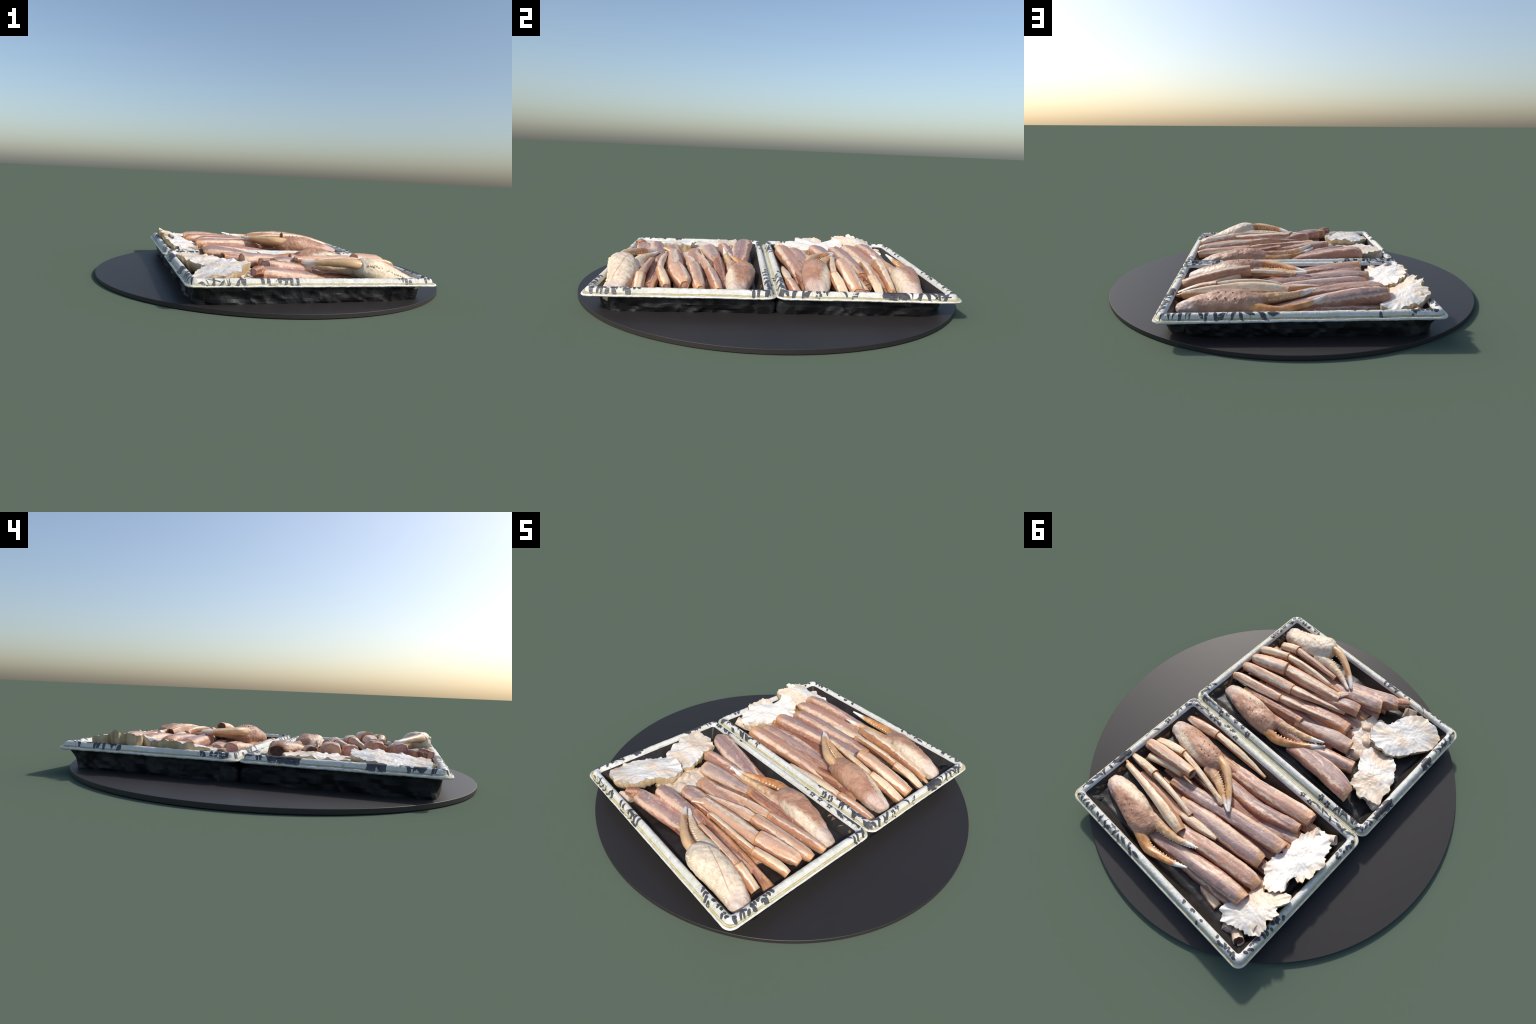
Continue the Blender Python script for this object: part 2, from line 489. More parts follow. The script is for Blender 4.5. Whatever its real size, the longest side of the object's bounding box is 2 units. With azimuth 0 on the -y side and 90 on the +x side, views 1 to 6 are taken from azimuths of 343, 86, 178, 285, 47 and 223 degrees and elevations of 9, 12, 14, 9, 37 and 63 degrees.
def build_tray(tray):
    x0, x1, y0, y1 = tray.box
    top = empty("food_tray", ((x0 + x1) / 2, (y0 + y1) / 2, 0.021), "shallow black rectangular tray with white leaf-printed rim", "food tray")
    parts = []
    v, f = tray.strip(RIM_PROFILE + [(0.0515, 0.116), (0.0525, 0.111), (0.047, 0.108), (0.03, 0.104), (0.012, 0.101), (0.002, 0.099), (-0.001, 0.1035)], wobble=0.0016)
    parts.append(add("rim", mesh_from(v, f), top, RIM))
    v, f = tray.strip([(0.0053, 0.1112), (0.0085, 0.1100), (0.0125, 0.1100), (0.0152, 0.1155), (0.0125, 0.1085), (0.0053, 0.1092)], wobble=0.0016)
    parts.append(add("gold_trim", mesh_from(v, f), top, GOLD))
    v, f = tray.strip([(0.0516, 0.1165), (0.0545, 0.112), (0.088, 0.066), (0.10, 0.060), (0.12, 0.058), (0.2, 0.058)], closed_end=True, wobble=0.0008, seed=4)
    parts.append(add("basin", mesh_from(v, f), top, BASIN))
    # crumpled dark film lining the floor
    gx, gy = 90, 64
    fv, ff = [], []
    for i in range(gx + 1):
        for j in range(gy + 1):
            x = x0 + 0.081 + (x1 - x0 - 0.162) * i / gx
            y = y0 + 0.081 + (y1 - y0 - 0.162) * j / gy
            rim_lift = 0.0 if 0 < i < gx and 0 < j < gy else -0.004
            fv.append((x, y, 0.074 + 0.008 * fbm(Vector((x * 12, y * 12, 3)), 4) + rim_lift))
    for i in range(gx):
        for j in range(gy):
            q = i * (gy + 1) + j
            ff.append((q, q + gy + 1, q + gy + 2, q + 1))
    parts.append(add("floor_film", mesh_from(fv, ff), top, BASIN))
    # crinkled film skirt under the rim
    prof = [(0.030, 0.106), (0.040, 0.100), (0.036, 0.090), (0.030, 0.078), (0.030, 0.062), (0.032, 0.045), (0.034, 0.032), (0.036, 0.0215)]
    v, f = tray.strip(prof, closed_end=True)
    out = []
    cx, cy = (x0 + x1) / 2, (y0 + y1) / 2
    for x, y, z in v:
        k = smooth_step(0.108, 0.07, z)
        n = 0.020 * (0.35 - abs(noise.noise(Vector((x * 13 + z * 14, y * 13 - z * 9, z * 10))))) + 0.012 * fbm(Vector((x * 8, y * 8, z * 16)), 2)
        # walls bulge at mid-side, draw in at the corners
        ex, ey = abs(x - cx) / ((x1 - x0) / 2), abs(y - cy) / ((y1 - y0) / 2)
        corner = smooth_step(0.72, 1.0, min(ex, ey) + 0.06) if abs(y) > 0.2 else 0.0
        push = k * (n - 0.004 * (1 - corner) - (0.075 if x > 0 else 0.025) * corner)
        dirx = (x - cx) / ((x1 - x0) / 2); diry = (y - cy) / ((y1 - y0) / 2)
        if ex > ey: dirx, diry = math.copysign(1, dirx), diry * corner
        else: dirx, diry = dirx * corner, math.copysign(1, diry)
        if abs(y) < 0.15 and ey > 0.8:           # the two skirts meet between the trays
            dirx, diry, push = 0.0, math.copysign(1, diry), k * 0.031 * smooth_step(0.8, 0.9, ey)
        out.append((x + push * dirx, y + push * diry, z))
    parts.append(add("film_skirt", mesh_from(out, f), top, FILM, smooth=False))
    print_marks(tray, top)
    wall_prints(tray, top)
    for ob in top.children:
        ob.matrix_local = Matrix.Translation(-top.location)
    return top

TRAY_A = Tray(-0.624, 0.622, -0.855, 0.0012)
TRAY_B = Tray(-0.624, 0.622, 0.0022, 0.856)
TRAY_A.skew = 0.018
TRAY_A.prints = [
    ('+x', -0.80, -0.585, 'round'), ('+x', -0.13, -0.03, 'bamboo'),
    ('-y', 0.40, 0.58, 'round'), ('-y', 0.05, 0.07, 'twig'), ('-y', -0.28, -0.10, 'bamboo'), ('-y', -0.56, -0.36, 'bamboo'),
    ('-x', -0.80, -0.62, 'bamboo'), ('-x', -0.58, -0.52, 'block'), ('-x', -0.24, -0.14, 'block'), ('-x', -0.12, -0.03, 'bamboo'),
    ('+y', 0.44, 0.58, 'bamboo'), ('+y', 0.22, 0.44, 'blossom', 0.045), ('+y', -0.38, -0.30, 'blossom', 0.05), ('+y', -0.57, -0.40, 'bamboo'),
]
TRAY_B.prints = [
    ('+x', 0.03, 0.17, 'bamboo'), ('+x', 0.18, 0.26, 'blossom', 0.05), ('+x', 0.50, 0.58, 'block'), ('+x', 0.60, 0.80, 'bamboo'), ('+x', 0.30, 0.36, 'bamboo', 0.05),
    ('+y', 0.12, 0.58, 'bamboo', 0.030), ('+y', -0.34, -0.22, 'round', 0.06), ('+y', -0.57, -0.44, 'round'),
    ('-x', 0.55, 0.80, 'round'), ('-x', 0.05, 0.17, 'round'), ('-x', 0.20, 0.22, 'twig'),
    ('-y', 0.36, 0.58, 'bamboo'), ('-y', 0.24, 0.34, 'blossom', 0.045), ('-y', -0.30, -0.20, 'blossom', 0.05), ('-y', -0.56, -0.32, 'bamboo', 0.03),
]

# ------------------------------------------------------------------ lofted limb pieces
THIGH_FACETS = [(1.0, -0.15), (0.80, 0.72), (0.10, 1.05), (-0.86, 0.78), (-1.0, -0.25), (-0.55, -0.95), (0.60, -0.98)]
SHANK_FACETS = [(1.0, 0.0), (0.62, 0.88), (-0.45, 1.02), (-1.0, 0.25), (-0.70, -0.85), (0.55, -1.0)]

def facet_section(poly, sides):
    """Rounded polygon, corner-cut twice and resampled by angle, unit half-extents."""
    pts = [Vector(p) for p in poly]
    for cut in (0.15, 0.25, 0.25):
        nxt = []
        for a, b in zip(pts, pts[1:] + pts[:1]):
            nxt += [a.lerp(b, cut), a.lerp(b, 1 - cut)]
        pts = nxt
    out = []
    for k in range(sides):
        a = 2 * math.pi * k / sides
        d = Vector((math.cos(a), math.sin(a)))
        best = 1.0
        for p, q in zip(pts, pts[1:] + pts[:1]):
            e = q - p
            den = d.x * e.y - d.y * e.x
            if abs(den) < 1e-9:
                continue
            t = (p.x * e.y - p.y * e.x) / den
            u = (p.x * d.y - p.y * d.x) / den
            if t > 0 and -1e-6 <= u <= 1 + 1e-6:
                best = t
        out.append((d.x * best, d.y * best))
    my = max(abs(y) for y, z in out); mz = max(abs(z) for y, z in out)
    return [(y / my, z / mz) for y, z in out]

def loft(stations, sides=30, per=None, power=2.3, keel=0.0, groove=0.0, rough=0.0022, seed=0.0, ends=('cut', 'cut'), roll=0.0, top=True, facets=None, slant=0.0, groove_at=1.75):
    """stations: (x, y, z of the upper surface, width, height). Returns local verts, faces, world matrix, end rings."""
    if top:      # nothing sinks through the tray floor
        stations = [(x, y, z, w, min(h, max(0.012, z - 0.056))) for x, y, z, w, h in stations]
    rows = [(x, y, z - (h / 2 if top else 0), w, h) for x, y, z, w, h in stations]
    length = sum((Vector(a[:3]) - Vector(b[:3])).length for a, b in zip(rows, rows[1:]))
    if per is None:
        per = max(3, int(length / 0.007 / (len(rows) - 1)))
    rows = catmull(rows, per)
    P = [Vector(r[:3]) for r in rows]
    X = (P[-1] - P[0]).normalized()
    Y = Vector((0, 0, 1)).cross(X).normalized()
    Z = X.cross(Y)
    q = Matrix.Rotation(roll, 4, 'X')
    world = Matrix.Translation(P[0]) @ Matrix((X, Y, Z)).transposed().to_4x4() @ q
    inv = world.inverted()
    section = facet_section(facets, sides) if facets else None
    verts, faces = [], []
    rings = []
    for i, r in enumerate(rows):
        T = (P[min(i + 1, len(P) - 1)] - P[max(i - 1, 0)]).normalized()
        S = Vector((0, 0, 1)).cross(T).normalized()
        U = T.cross(S)
        S, U = (S * math.cos(roll) + U * math.sin(roll)), (U * math.cos(roll) - S * math.sin(roll))
        w, h = max(r[3], 0.004) / 2, max(r[4], 0.004) / 2
        ring = []
        for k in range(sides):
            a = 2 * math.pi * k / sides
            ca, sa = math.cos(a), math.sin(a)
            g = 1.0
            if section:
                y, z = section[k]
            else:
                e = 2.0 / power
                y = math.copysign(abs(ca) ** e, ca); z = math.copysign(abs(sa) ** e, sa)
            if groove:
                g -= groove * math.exp(-((a - groove_at) / 0.17) ** 2) * smooth_step(0.0, 0.15, i / len(rows)) 
            p = P[i] + S * (y * w * g) + U * (z * h * g)
            run = i / max(1, len(rows) - 1) * length
            nz = 1.3 * fbm(Vector((run * 11 + seed, y * 1.7, z * 1.7)), 3) + 0.45 * fbm(Vector((run * 70 + seed, y * 4, z * 4)), 3)
            p += (S * y + U * z) * nz * rough * min(1.0, h / 0.02)
            if slant:
                p += T * slant * y * w * (math.exp(-i / 2.5) + math.exp(-(len(rows) - 1 - i) / 2.5))
            ring.append(p)
        rings.append(ring)
    for ring in rings:
        verts += [inv @ p for p in ring]
    n = sides
    m = len(rings)
    for i in range(m - 1):
        for k in range(n):
            j = (k + 1) % n
            faces.append((i * n + k, i * n + j, (i + 1) * n + j, (i + 1) * n + k))
    plugs = []
    for end, kind in enumerate(ends):
        src = 0 if end == 0 else (m - 1)
        ring = [verts[src * n + k] for k in range(n)]
        c = sum(ring, Vector()) / n
        nb = (verts[(1 if end == 0 else m - 2) * n + k] for k in range(n))
        inward = (sum(nb, Vector()) / n - c).normalized()
        prev = [src * n + k for k in range(n)]
        def grow(scale, shift):
            base = len(verts)
            for k in range(n):
                verts.append(c + (ring[k] - c) * scale + inward * shift)
            cur = list(range(base, base + n))
            for k in range(n):
                j = (k + 1) % n
                faces.append((prev[j], prev[k], cur[k], cur[j]) if end == 0 else (prev[k], prev[j], cur[j], cur[k]))
            return cur
        if kind == 'round':
            r = (ring[0] - ring[n // 2]).length / 2
            prev = grow(0.82, -r * 0.25); prev = grow(0.5, -r * 0.42); prev = grow(0.15, -r * 0.48)
            faces.append(tuple(reversed(prev)) if end == 0 else tuple(prev))
        elif kind in ('cut', 'hollow'):
            depth = 0.008 if kind == 'cut' else 0.03
            prev = grow(0.97, -0.002); prev = grow(0.88, 0.0); prev = grow(0.84, depth)
            faces.append(tuple(reversed(prev)) if end == 0 else tuple(prev))
            off = 0.0018 if kind == 'cut' else 0.012
            pv = [c + inward * (off - 0.004)] if kind == 'cut' else [c + inward * (off + 0.01)]
            pf = []
            for q, s in enumerate((0.5, 0.89)):
                for k in range(n):
                    bump = 0.0016 * fbm((ring[k] * 60) + Vector((seed, q, 0)), 2)
                    pv.append(c + (ring[k] - c) * s + inward * (off - (0.0015 if q == 0 else 0) + bump))
            for k in range(n):
                j = (k + 1) % n
                pf.append((0, 1 + k, 1 + j) if end == 1 else (0, 1 + j, 1 + k))
                pf.append((1 + k, 1 + n + k, 1 + n + j, 1 + j) if end == 1 else (1 + k, 1 + j, 1 + n + j, 1 + n + k))
            plugs.append((kind, pv, pf))
    return verts, faces, world, plugs

SEED = [0.0]
def piece(parent, name, stations, mat, meat=MEAT_SALMON, pale=0.0, **kw):
    SEED[0] += 3.17
    fac = kw.get("facets")
    if fac and int(SEED[0] / 3.17) % 2:
        kw = {**kw, "facets": [(-y, z) for y, z in reversed(fac)]}
    v, f, world, plugs = loft(stations, seed=SEED[0], **kw)
    ob = add(name, mesh_from(v, f), None, mat)
    place(ob, world, parent)
    ob["paleness"] = pale
    ob["turn"] = random.uniform(-0.10, 0.10)
    for kind, pv, pf in plugs:
        pl = add("meat" if kind == 'cut' else "hollow", mesh_from(pv, pf), None, meat if kind == 'cut' else HOLLOW)
        pl.parent = ob
    return ob

def leg(label, *segments):
    x, y, z = segments[0][1][0][:3]
    top = empty("crab_leg", (x, y, z - 0.04), label, "crab leg")
    for name, stations, mat, kw in segments:
        piece(top, name, stations, mat, **kw)
    return top

# ------------------------------------------------------------------ claws
def remeshed(verts_faces, voxel, passes):
    """Join closed lofts into one smooth skin."""
    vs, fs = [], []
    for v, f, w in verts_faces:
        b = len(vs)
        vs += [w @ p for p in v]
        fs += [tuple(b + i for i in q) for q in f]
    ob = bpy.data.objects.new("skin", mesh_from(vs, fs))
    COL.objects.link(ob)
    md = ob.modifiers.new("join", 'REMESH'); md.mode = 'VOXEL'; md.voxel_size = voxel
    dg = bpy.context.evaluated_depsgraph_get()
    me = bpy.data.meshes.new_from_object(ob.evaluated_get(dg))
    bpy.data.objects.remove(ob)
    bm = bmesh.new(); bm.from_mesh(me)
    for _ in range(passes):
        bmesh.ops.smooth_vert(bm, verts=bm.verts, factor=0.5, use_axis_x=True, use_axis_y=True, use_axis_z=True)
    bm.to_mesh(me); bm.free()
    return me

def bump_cone(verts, faces, base, axis, r, h):
    axis = axis.normalized()
    s = axis.orthogonal().normalized(); u = axis.cross(s)
    b = len(verts); n = 8
    for q, (rr, hh) in enumerate(((1.0, -0.5), (0.8, 0.35), (0.4, 0.85))):
        for k in range(n):
            a = 2 * math.pi * k / n
            verts.append(base + (s * math.cos(a) + u * math.sin(a)) * r * rr + axis * h * hh)
    verts.append(base + axis * h)
    for q in range(2):
        for k in range(n):
            j = (k + 1) % n
            faces.append((b + q * n + k, b + q * n + j, b + (q + 1) * n + j, b + (q + 1) * n + k))
    for k in range(n):
        faces.append((b + 2 * n + k, b + 2 * n + (k + 1) % n, b + 3 * n))

def finger_teeth(path, toward, count, size):
    """Small teeth along the inner edge of a finger, pointing toward the other finger."""
    verts, faces = [], []
    rows = catmull(path, 24)
    other = catmull(toward, 24)
    n = len(rows)
    for i in range(count):
        t = 0.22 + 0.72 * i / (count - 1)
        r = rows[int(t * (n - 1))]; o = other[int(t * (len(other) - 1))]
        p = Vector((r[0], r[1], r[2] - r[4] * 0.42))
        d = Vector((o[0], o[1], o[2] - o[4] * 0.42)) - p
        if d.length < 1e-4:
            continue
        d.normalize()
        s = size * (1.15 - 0.65 * t) * random.uniform(0.7, 1.25)
        bump_cone(verts, faces, p + d * r[3] * 0.44, d + Vector((0, 0, 0.25)), s * 0.75, s)
    return mesh_from(verts, faces)

def claw(label, palm, fixed, moving, white, pale_side, ridge, wrist_meat=MEAT_PALE):
    palm = [(x, y, z - 0.006, w * 0.94, h * 0.96) for x, y, z, w, h in palm]
    fixed = [(x, y, z - 0.004, w, h) for x, y, z, w, h in fixed]
    moving = [(x, y, z - 0.004, w * 0.94, h * 0.94) for x, y, z, w, h in moving]
    x, y, z = palm[0][:3]
    top = empty("crab_claw", (x, y, z - palm[0][4]), label, "crab claw")
    mat = CLAW_WHITE if white else CLAW
    SEED[0] += 5.3
    body = loft(palm, sides=36, power=2.25, rough=0.004, seed=SEED[0], ends=('round', 'round'))
    fing = loft(fixed, sides=24, power=2.1, rough=0.002, seed=SEED[0] + 2, ends=('round', 'round'))
    me = remeshed([body[:3], fing[:3]], 0.0042, 5)
    # local frame: x from wrist to finger tip
    a = Vector(palm[0][:3]); b = Vector(fixed[-1][:3])
    X = (b - a); X.z *= 0.3; X.normalize()
    Y = Vector((0, 0, 1)).cross(X).normalized(); Z = X.cross(Y)
    world = Matrix.Translation(a) @ Matrix((X, Y, Z)).transposed().to_4x4()
    me.transform(world.inverted())
    sd = Vector((SEED[0], 0, 0))
    for v in me.vertices:
        n = fbm(v.co * 22 + sd, 3) * 0.0030 + fbm(v.co * 70 + sd, 3) * 0.0012
        v.co += v.normal * n
    ob = add("claw_hand", me, None, mat)
    place(ob, world, top)
    ob["pale_side"] = abs(pale_side)
    ob["pale_way"] = math.copysign(1.0, pale_side)
    mv = piece(top, "movable_finger", moving, FINGER, power=2.1, rough=0.0018, ends=('round', 'round'), sides=24)
    # wrist stump with cut face
    p0, p1 = palm[0], palm[1]
    def lerp(t, k): return p0[k] + (p1[k] - p0[k]) * t
    wrist = [(lerp(-0.2, 0), lerp(-0.2, 1), p0[2] - 0.003, p0[3] * 0.86, p0[4] * 0.86),
             (lerp(0.15, 0), lerp(0.15, 1), p0[2] + 0.002, p0[3] * 1.02, p0[4] * 1.0),
             (lerp(0.6, 0), lerp(0.6, 1), lerp(0.6, 2) - 0.004, lerp(0.6, 3) * 0.96, lerp(0.6, 4) * 0.94)]
    piece(top, "wrist", wrist, WRIST, meat=wrist_meat, ends=('cut', 'round'), rough=0.003, pale=0.35)
    for p, q in ((fixed, moving), (moving, fixed)):
        t = add("teeth", finger_teeth(p, q, 15, 0.0085), None, TOOTH)
        place(t, Matrix(), top); t["kind"] = "stuff"
    # rows of knobs along the ridges of the hand
    verts, faces = [], []
    rows = catmull(palm, 20)
    for off, count in ridge:
        for i in range(count):
            t = 0.30 + 0.62 * i / max(1, count - 1)
            r = rows[int(t * (len(rows) - 1))]
            ang = math.radians(off) + random.uniform(-0.06, 0.06)
            T = Vector(rows[-1][:3]) - Vector(rows[0][:3]); T.z = 0; T.normalize()
            S = Vector((0, 0, 1)).cross(T); U = Vector((0, 0, 1))
            e = 2 / 2.25
            ca, sa = math.sin(ang), math.cos(ang)
            yy = math.copysign(abs(ca) ** e, ca); zz = math.copysign(abs(sa) ** e, sa)
            p = Vector((r[0], r[1], r[2] - r[4] / 2)) + S * yy * r[3] / 2 * 0.985 + U * zz * r[4] / 2 * 0.985
            s = random.uniform(0.003, 0.0052) * (1.6 if white else 1.0)
            bump_cone(verts, faces, p, S * yy + U * zz, s, s * 0.9)
    k = add("knobs", mesh_from(verts, faces), None, TOOTH if white else KNOB)
    place(k, Matrix(), top); k["kind"] = "stuff"
    return top

# ------------------------------------------------------------------ cleaned body halves
def body_half(label, outline, centre, drop, folds, seed, dome=0.010, crinkle=0.014, fold_dir=(1.0, 0.0), sink=0.016):
    """White body half: folded plate with crinkled edge over a lobed side wall."""
    outline = [(px, py, pz - sink) for px, py, pz in outline]
    x, y, z = centre[0], centre[1], centre[2] - sink
    top = empty("crab_body_half", (x, y, z - drop), label, "crab meat")
    rows = [(*p,) for p in outline]
    per = 14
    loop = catmull(rows + rows[:3], per)[per:per * (len(rows) + 1)]
    n = len(loop)
    rings = 26
    verts, faces = [], []
    soft = []
    for i in range(n):
        acc = Vector()
        for k in range(-24, 25):
            acc += Vector(loop[(i + k) % n])
        soft.append(acc / 49)
    B = []
    for i in range(n):
        px, py, pz = loop[i]
        d = Vector((px - x, py - y, 0)); d.normalize()
        k = crinkle * (1.25 * fbm(Vector((px * 27 + seed, py * 27, 0)), 2) + 0.5 * fbm(Vector((px * 70 + seed, py * 70, 0)), 2))
        lift = crinkle * (1.1 * fbm(Vector((px * 27, py * 27, seed)), 2) + 0.4 * fbm(Vector((px * 60, py * 60, seed)), 2))
        B.append(Vector((px, py, pz)) + d * k + Vector((0, 0, lift)))
    verts.append(Vector((x, y, z + dome)))
    for r in range(1, rings + 1):
        f = r / rings
        for i in range(n):
            p = Vector((x, y, z)).lerp(soft[i].lerp(B[i], f ** 7), f)
            p.z += dome * (1 - f * f)
            u, v = p.x * fold_dir[0] + p.y * fold_dir[1], -p.x * fold_dir[1] + p.y * fold_dir[0]
            ridge = noise.noise(Vector((u * 6, v * folds * 0.75, seed)))
            p.z += 0.010 * ridge * smooth_step(0.0, 0.9, f)
            p.z += 0.005 * fbm(Vector((p.x * 16 + seed, p.y * 16, 0)), 4) + 0.0016 * fbm(Vector((p.x * 85 + seed, p.y * 85, 0)), 2)
            verts.append(p)
    at = lambda r, i: 1 + (r - 1) * n + i % n
    for i in range(n):
        faces.append((0, at(1, i), at(1, i + 1)))
        for r in range(1, rings):
            faces.append((at(r, i), at(r + 1, i), at(r + 1, i + 1), at(r, i + 1)))
    edge = [verts[at(rings, i)].copy() for i in range(n)]
    pl = mesh_from(verts, faces)
    ob = add("shell_plate", pl, None, BODY)
    place(ob, Matrix(), top)
    # lobed side wall and underside
    verts, faces = [], []
    levels = [(1.004, -0.0015), (1.01, 0.10), (1.0, 0.3), (0.95, 0.6), (0.86, 0.9), (0.70, 1.0)]
    for s, t in levels:
        for i in range(n):
            e = edge[i]
            lobe = 0.5 + 0.5 * noise.noise(Vector((e.x * 20, e.y * 20, seed)))
            q = Vector((x, y, 0)) + Vector((e.x - x, e.y - y, 0)) * (s - 0.07 * t * (1 - lobe))
            verts.append(Vector((q.x, q.y, max(0.036, e.z - drop * t * (0.75 + 0.4 * lobe)) if t > 0 else e.z - 0.001)))
    m = len(levels)
    for r in range(m - 1):
        for i in range(n):
            j = (i + 1) % n
            faces.append((r * n + j, r * n + i, (r + 1) * n + i, (r + 1) * n + j))
    faces.append(tuple((m - 1) * n + i for i in range(n)))
    w = add("side_wall", mesh_from(verts, faces), None, BODY_SIDE)
    place(w, Matrix(), top)
    return top

def socket(parent, a, b, r0, r1, mat=SOCKET, plug='hollow'):
    st = [(*a, r0 * 2, r0 * 2), (*[(p + q) / 2 for p, q in zip(a, b)], r0 + r1, r0 + r1), (*b, r1 * 2, r1 * 2)]
    return piece(parent, "leg_socket", st, mat, meat=MEAT_PALE, ends=('round', plug), rough=0.004, power=2.0, top=False)

# ================================================================== build
build_board()
build_tray(TRAY_A)
build_tray(TRAY_B)

M = dict(facets=THIGH_FACETS, groove=0.11, rough=0.0030)
HALF = dict(facets=SHANK_FACETS, rough=0.0022)
LOW, SLIM = 0.010, 0.96          # how far the thick legs settle, and their girth
def merus(st, mat=MERUS, **kw):
    st = [(x, y, z - LOW, w * SLIM, h * SLIM) for x, y, z, w, h in st]
    kw.setdefault("slant", random.uniform(-0.35, 0.35))
    return ("thigh", st, mat, {**M, **kw})
def shank(st, mat=SHANK, **kw):
    st = [(x, y, z - 0.001, w * 1.08, h * 1.05) for x, y, z, w, h in st]
    return ("shank", st, mat, {**HALF, **kw})
def foot(st, mat=SHANK_PALE, **kw):
    st = [(x, y, z + 0.001, w * 1.10, h * 1.08) for x, y, z, w, h in st]
    return ("foot", st, mat, {**HALF, 'rough': 0.0016, **kw})

# ---- tray on the -y side: legs
leg("thick mauve crab leg with cut end",
    merus([(-0.27, -0.735, 0.186, 0.066, 0.065), (-0.22, -0.72, 0.187, 0.090, 0.078), (-0.12, -0.69, 0.172, 0.098, 0.082), (0.0, -0.66, 0.150, 0.090, 0.075), (0.09, -0.645, 0.128, 0.070, 0.06)], meat=MEAT_PINK),
    ("joint", [(-0.310, -0.768, 0.178, 0.034, 0.036), (-0.288, -0.752, 0.184, 0.046, 0.044), (-0.262, -0.736, 0.184, 0.05, 0.05)], SHANK_DARK, dict(meat=MEAT_PINK, rough=0.004)))
leg("thick mauve crab leg, pink meat showing",
    merus([(-0.215, -0.645, 0.205, 0.070, 0.066), (-0.16, -0.635, 0.203, 0.088, 0.074), (-0.03, -0.61, 0.178, 0.086, 0.07), (0.09, -0.585, 0.145, 0.075, 0.06)], meat=MEAT_PINK))
leg("thick mauve crab leg, pink meat showing",
    merus([(-0.135, -0.540, 0.196, 0.068, 0.066), (-0.08, -0.525, 0.204, 0.080, 0.07), (0.05, -0.49, 0.172, 0.080, 0.07), (0.2, -0.45, 0.140, 0.07, 0.06)], meat=MEAT_PINK))
leg("long mauve crab leg under others",
    merus([(-0.165, -0.422, 0.178, 0.076, 0.066), (-0.02, -0.402, 0.170, 0.078, 0.068), (0.15, -0.378, 0.148, 0.074, 0.062), (0.38, -0.345, 0.125, 0.06, 0.055)], MERUS_TAN, meat=MEAT_PINK))
leg("cream and mauve tapering crab leg",
    merus([(-0.248, -0.338, 0.188, 0.084, 0.078), (-0.18, -0.328, 0.190, 0.092, 0.08), (-0.07, -0.302, 0.177, 0.075, 0.068), (0.03, -0.276, 0.164, 0.050, 0.05), (0.075, -0.264, 0.155, 0.04, 0.045)], MERUS, pale=0.25))
leg("slender reddish crab leg stub",
    shank([(0.048, -0.277, 0.166, 0.044, 0.05), (0.14, -0.268, 0.155, 0.05, 0.055), (0.28, -0.252, 0.138, 0.046, 0.05), (0.45, -0.235, 0.112, 0.04, 0.045)], SHANK_DARK, meat=MEAT_PINK))
leg("hollow mauve crab leg end",
    merus([(-0.338, -0.259, 0.180, 0.064, 0.064), (-0.29, -0.247, 0.178, 0.072, 0.068), (-0.18, -0.222, 0.165, 0.074, 0.068), (-0.09, -0.2, 0.140, 0.06, 0.06), (0.0, -0.18, 0.115, 0.05, 0.05)], ends=('hollow', 'cut')))
leg("broad flat mauve crab leg",
    merus([(-0.418, -0.118, 0.182, 0.076, 0.066), (-0.37, -0.128, 0.200, 0.108, 0.082), (-0.25, -0.150, 0.184, 0.120, 0.086), (-0.12, -0.155, 0.157, 0.110, 0.08), (0.02, -0.148, 0.122, 0.08, 0.065)], ends=('hollow', 'cut'), groove=0.03, slant=-0.45))
leg("jointed orange crab leg",
    shank([(0.548, -0.410, 0.160, 0.036, 0.05), (0.51, -0.418, 0.182, 0.062, 0.072), (0.42, -0.447, 0.194, 0.076, 0.082), (0.345, -0.470, 0.198, 0.078, 0.078)]),
    shank([(0.352, -0.473, 0.184, 0.062, 0.06), (0.2, -0.490, 0.191, 0.072, 0.06), (0.08, -0.506, 0.194, 0.062, 0.052), (-0.012, -0.522, 0.192, 0.05, 0.042)], groove=0.03),
    ("joint", [(0.004, -0.528, 0.190, 0.044, 0.034), (-0.015, -0.552, 0.195, 0.034, 0.022), (-0.032, -0.572, 0.194, 0.026, 0.016)], SHANK, dict(rough=0.002)))
leg("jointed tan crab leg",
    shank([(0.558, -0.338, 0.143, 0.036, 0.048), (0.51, -0.350, 0.160, 0.056, 0.058), (0.36, -0.375, 0.174, 0.062, 0.062), (0.228, -0.396, 0.179, 0.058, 0.056)]),
    foot([(0.234, -0.397, 0.172, 0.048, 0.048), (0.17, -0.410, 0.178, 0.052, 0.048), (0.10, -0.428, 0.173, 0.036, 0.036), (0.0, -0.458, 0.164, 0.024, 0.026), (-0.085, -0.487, 0.153, 0.019, 0.022)], SHANK))
leg("jointed slender orange crab leg",
    shank([(0.558, -0.256, 0.133, 0.032, 0.042), (0.50, -0.270, 0.147, 0.05, 0.05), (0.36, -0.292, 0.153, 0.052, 0.052), (0.245, -0.315, 0.157, 0.048, 0.048)]),
    foot([(0.252, -0.316, 0.150, 0.040, 0.04), (0.18, -0.330, 0.158, 0.046, 0.044), (0.08, -0.352, 0.161, 0.030, 0.032), (-0.04, -0.387, 0.160, 0.022, 0.025), (-0.112, -0.411, 0.155, 0.024, 0.026)], SHANK))
